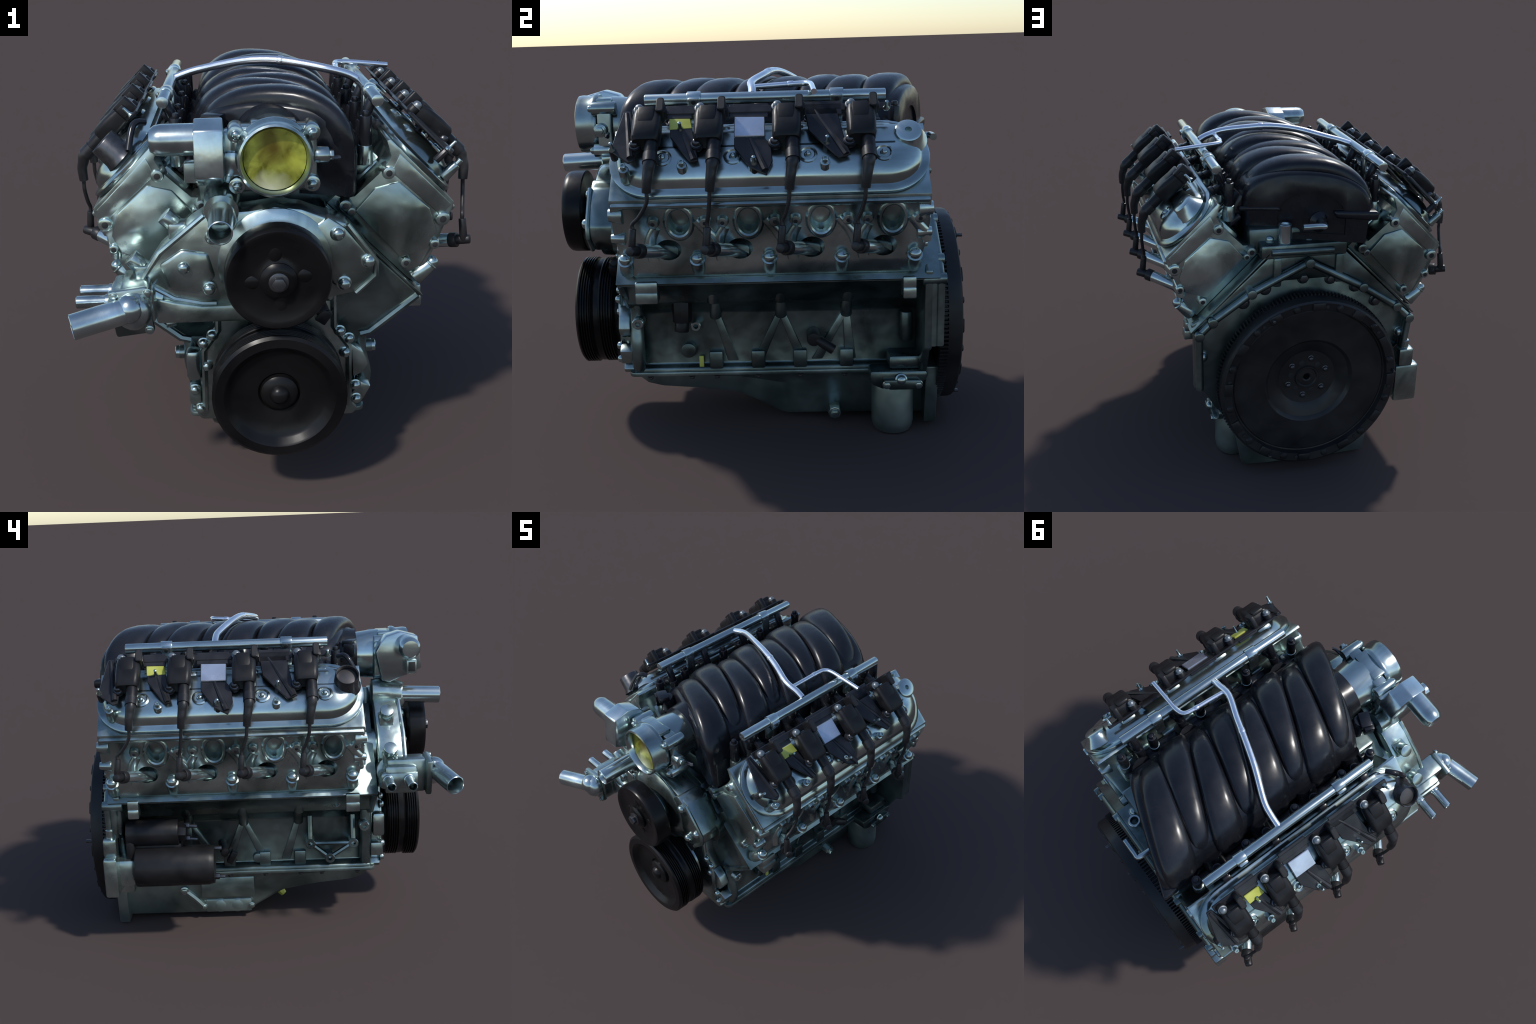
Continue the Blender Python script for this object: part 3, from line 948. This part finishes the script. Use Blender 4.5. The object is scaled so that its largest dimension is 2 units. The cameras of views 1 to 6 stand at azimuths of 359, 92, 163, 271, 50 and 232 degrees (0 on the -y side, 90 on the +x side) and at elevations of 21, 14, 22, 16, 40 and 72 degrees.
rear_arch = [(.165 * math.cos(PI * k / 12) - .02, 1.385 + .135 * math.sin(PI * k / 12)) for k in range(13)]
LEAN = Matrix(((1, 0, 0, 0), (SH, 1, 0, 0), (0, 0, 1, 0), (0, 0, 0, 1)))      # the shear of the manifold
intake_parts = [carve(intake_body(), [moved(prism(rear_arch + [(-.185, 1.30), (.145, 1.30)], 'y', .765, .90, 0), LEAN)])]
intake_parts.append(moved(prism([(-.34, 1.435), (-.12, 1.425), (-.14, 1.385), (-.34, 1.385)], 'y', .70, .792, .014), LEAN))
intake_parts.append(moved(prism([(.33, 1.425), (.14, 1.435), (.12, 1.41), (.33, 1.40)], 'y', .70, .780, .008), LEAN))
# port feet reaching the heads, with a rolled flange
def foot(y):
    return [tube([(.29, y, 1.46), (.335, y, 1.40), (.375, y, 1.335)], [.062, .060, .066], 16, 3),
            box((.350, y, 1.36), (.07, .20, .030), Matrix.Rotation(.7, 3, 'Y'), .010)]
for y in PORT_Y:
    intake_parts += foot(y - .03)
    intake_parts += [moved(b, TURN) for b in foot(y - .03)]
# rear lip and front neck
intake_parts.append(lathe([(0, 0), (.15, 0), (.145, .05), (.14, .10), (0, .10)], (0, -.43, 1.47), (0, -1, 0), 28))
intake_parts.append(prism([(.255, 1.24), (.335, 1.24), (.335, 1.45), (.255, 1.45)], 'y', -.572, -.40, .03))
for T in (Matrix.Identity(4), TURN):
    intake_parts.append(moved(box((.365, .085, 1.372), (.075, 1.08, .05), bev=.012), T))
intake = part("intake_manifold", intake_parts, PLASTIC, sharp=50)
for i in range(8):
    part("intake_runner", runner(i), PLASTIC, intake, sharp=60)
for side, T in ((1, Matrix.Identity(4)), (-1, TURN)):
    for y in (-.452, -.145, .163, .468, .657):
        part("manifold_bolt_post", [cyl((.379, y, 1.40), (.379, y, 1.552), .0265, .0245, 14, .003), cyl((.379, y, 1.545), (.379, y, 1.572), .016, .014, 12, .005)], PLASTIC, intake, matrix=T)
        part("post_seat", [cyl((.379, y, 1.355), (.379, y, 1.435), .034, .030, 14, .004)], CAST, intake, matrix=T)
part("pressure_sensor", [box((-.225, -.478, 1.565), (.085, .06, .035), Matrix.Rotation(-.4, 3, 'Z'), .006),
                         box((-.262, -.475, 1.53), (.045, .055, .07), Matrix.Rotation(-.4, 3, 'Z'), .006),
                         cyl((-.21, -.46, 1.56), (-.21, -.43, 1.47), .035, .05, 14)], PLASTIC, intake)
# lower tray between the heads (paler than the plastic above)
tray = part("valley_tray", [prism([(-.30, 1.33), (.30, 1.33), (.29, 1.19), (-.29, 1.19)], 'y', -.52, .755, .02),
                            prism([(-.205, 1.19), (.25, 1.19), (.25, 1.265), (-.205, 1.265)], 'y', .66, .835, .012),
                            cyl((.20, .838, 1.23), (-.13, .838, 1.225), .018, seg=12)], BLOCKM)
part("drain_stub", pipe((.118, .788, 1.24), (.118, .788, 1.362), .034, .021, 20), STEEL, tray)
part("vacuum_pipe", tube([(.055, .885, 1.372), (-.03, .884, 1.372), (-.062, .876, 1.368), (-.064, .78, 1.36)], .017, 12, 4), STEEL, intake)
part("vacuum_boss", lathe([(0, 0), (.055, 0), (.055, .07), (.03, .09), (0, .09)], (-.064, .72, 1.36), (0, 1, 0), 20), PLASTIC, intake)
for x in (.19, -.02, -.15):
    bolt((x, .76, 1.265), (0, 0, 1), .022, tray, DOME)

# =========================================================== THROTTLE BODY
TC = Vector((0, 0, 1.472))
tb = [lathe([(.116, -.768), (.119, -.812), (.128, -.824), (.136, -.820), (.139, -.80), (.136, -.76), (.145, -.745), (.146, -.73), (.14, -.72), (0, -.72), ], TC, (0, 1, 0), 40),
      prism(rounded_rect(-.162, .162, 1.328, 1.580, .045, 4), 'y', -.712, -.640, .012),
      lathe([(0, 0), (.138, 0), (.135, .05), (.125, .13), (.12, .17), (0, .17)], (0, -.66, 1.465), (0, 1, 0), 32),
      box((0, -.69, 1.583), (.17, .08, .03), bev=.010),
      box((-.16, -.66, 1.46), (.06, .09, .20), bev=.015)]
for x, z in ((-.14, 1.36), (.14, 1.36), (-.14, 1.555), (.14, 1.555)):
    tb.append(cyl((x, -.735, z), (x, -.62, z), .032, seg=16))
tb.append(cyl((.15, -.69, 1.46), (.205, -.69, 1.458), .032, seg=18))
throttle = part("throttle_body", tb, COVERM, sharp=42)
for x, z in ((-.14, 1.36), (.14, 1.36), (-.14, 1.555), (.14, 1.555)):
    bolt((x, -.735, z), (0, -1, 0), .017, throttle, DOME)
bolt((.203, -.69, 1.458), (1, 0, 0), .020, throttle)
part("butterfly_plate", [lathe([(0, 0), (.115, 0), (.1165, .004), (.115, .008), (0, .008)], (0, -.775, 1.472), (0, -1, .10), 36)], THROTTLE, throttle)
part("throttle_actuator", [prism([(-.860, 1.425), (-.836, 1.597), (-.742, 1.622), (-.668, 1.60), (-.640, 1.565), (-.612, 1.515), (-.648, 1.360), (-.69, 1.352)], 'x', -.292, -.185, .008),
                           box((-.15, -.70, 1.44), (.08, .06, .10), bev=.02)], STEEL, throttle)
part("actuator_motor", lathe([(0, 0), (.058, 0), (.058, .13), (.054, .155), (.042, .172), (0, .176)], (-.278, -.773, 1.552), (-1, 0, 0), 28), STEEL, throttle)
part("actuator_plug", [box((-.305, -.80, 1.44), (.05, .055, .075), bev=.006)], CAST, throttle)
part("plug_mouth_plate", [box((-.329, -.80, 1.44), (.005, .036, .05), bev=.002)], DARK_FILL, throttle)  # thin dark plate in place of the plug's opening
part("hose_nipple", tube([(.18, -.66, 1.44), (.235, -.655, 1.435), (.25, -.645, 1.435)], .010, 8, 2), DARKBOLT, throttle)

# ================================================================ FLYWHEEL
fw_prof = [(.018, .83), (.018, .884), (.024, .888), (.050, .886), (.055, .892), (.062, .892), (.066, .882), (.120, .882), (.140, .884), (.155, .886), (.172, .900), (.222, .914), (.234, .928),
           (.24, .932), (.405, .938), (.412, .934), (.418, .936), (.424, .962), (.464, .968), (.474, .962), (.478, .950), (.478, .900), (.470, .897), (.440, .895), (.40, .87), (.10, .87), (.10, .80), (.018, .80)]
flywheel = part("flywheel", lathe(fw_prof, (0, 0, CZ), (0, 1, 0), 72), FLYM, sharp=30)
teeth = []
NT = 150
gear = []
for i in range(NT):
    for k, (f, r) in enumerate(((.0, .470), (.22, .470), (.36, .487), (.74, .487), (.88, .470))):
        a = 2 * PI * (i + f) / NT
        gear.append((r * math.cos(a), CZ + r * math.sin(a)))
bore = [(.440 * math.cos(2 * PI * i / len(gear)), CZ + .440 * math.sin(2 * PI * i / len(gear))) for i in range(len(gear))]
ring = lambda pts, y: [(x, y, z) for x, z in pts]
part("ring_gear", loft([ring(bore, .862), ring(gear, .862), ring(gear, .901), ring(bore, .901)], cap=False), FLYM, flywheel, sharp=30)
pads, fdiscs = [], []
for i in range(24):
    a = 2 * PI * i / 24 + .05
    rr = .443
    pads.append(cyl((rr * math.cos(a), .962, CZ + rr * math.sin(a)), (rr * math.cos(a), .976, CZ + rr * math.sin(a)), .021, .017, 10, .004) if i % 2 else
                box((rr * math.cos(a), .966, CZ + rr * math.sin(a)), (.046, .018, .07), Matrix.Rotation(-a, 3, 'Y'), .008))
    if i % 3 == 0:
        a += .1
        fdiscs.append(cyl((rr * math.cos(a), .94, CZ + rr * math.sin(a)), (rr * math.cos(a), .970, CZ + rr * math.sin(a)), .010, seg=10, bev=.001))
part("rim_pads", pads, FLYM, flywheel)["kind"] = "stuff"
for i in range(6):
    a = PI / 3 * i + .2
    fdiscs.append(cyl((.088 * math.cos(a), .87, CZ + .088 * math.sin(a)), (.088 * math.cos(a), .8835, CZ + .088 * math.sin(a)), .016, seg=12, bev=.001))
    bolt((.108 * math.cos(a + .5), .882, CZ + .108 * math.sin(a + .5)), (0, 1, 0), .014, flywheel, DARKDOME)
part("flywheel_hole_disc", fdiscs, DARK_FILL, flywheel)  # solid dark discs drawn where the flywheel would be drilled
for a in (61, 176, -61):
    a = math.radians(a)
    part("dowel_pin", cyl((.452 * math.cos(a), .94, CZ + .452 * math.sin(a)), (.452 * math.cos(a), 1.0, CZ + .452 * math.sin(a)), .0085, seg=10, bev=.002), DARKBOLT, flywheel)
for a in (52, 66, 88, 104, 120, 136):
    a = math.radians(a)
    bolt((.54 * math.cos(a), .806, CZ + .54 * math.sin(a)), (0, 1, 0), .024, block, DARKHEX)
bolt((.545, .80, .67), (0, 1, 0), .026, block, DOME)
bolt((-.545, .80, .70), (0, 1, 0), .026, block, DOME)

# ================================================================= STARTER
sx, sz = -.578, .450
starter = part("starter_motor", [lathe([(0, 0), (.095, 0), (.106, .006), (.108, .02), (.108, .395), (.104, .405), (.10, .425), (0, .43)], (sx, .715, sz), (0, -1, 0), 36),
                                 cyl((-.545, .755, .632), (-.545, .475, .632), .072, seg=30, bev=.006),
                                 cyl((-.545, .48, .632), (-.545, .435, .629), .055, .051, 8, .004),
                                 box((-.55, .735, .54), (.12, .05, .16), bev=.02), box((-.53, .60, .545), (.10, .28, .07), bev=.02)], COILM)
part("starter_nose", [box((-.582, .842, .412), (.135, .075, .222), bev=.014),
                      box((-.572, .842, .570), (.085, .075, .105), bev=.014),
                      box((-.55, .765, .43), (.16, .11, .16), bev=.03),
                      box((-.50, .775, .33), (.14, .09, .08), bev=.02)], CAST, starter)
bolt((-.572, .842, .622), (0, 0, 1), .022, starter, SOCKET)
for y, z in ((.436, .67), (.436, .597)):
    part("starter_terminal", [cyl((-.545, y + .01, z - .005), (-.548, y - .06, z - .01), .010, seg=8), cyl((-.545, y + .01, z - .005), (-.546, y - .02, z - .006), .017, .017, 6)], DARKBOLT, starter)
part("starter_terminal", [cyl((sx - .02, .30, .39), (sx - .02, .235, .387), .010, seg=8), cyl((sx - .02, .30, .39), (sx - .02, .265, .389), .018, .018, 6),
                          cyl((sx + .02, .30, .535), (sx + .02, .25, .535), .012, seg=8)], DARKBOLT, starter)

# bring the lowest point to z = 0 exactly and centre as measured
bpy.context.view_layer.update()
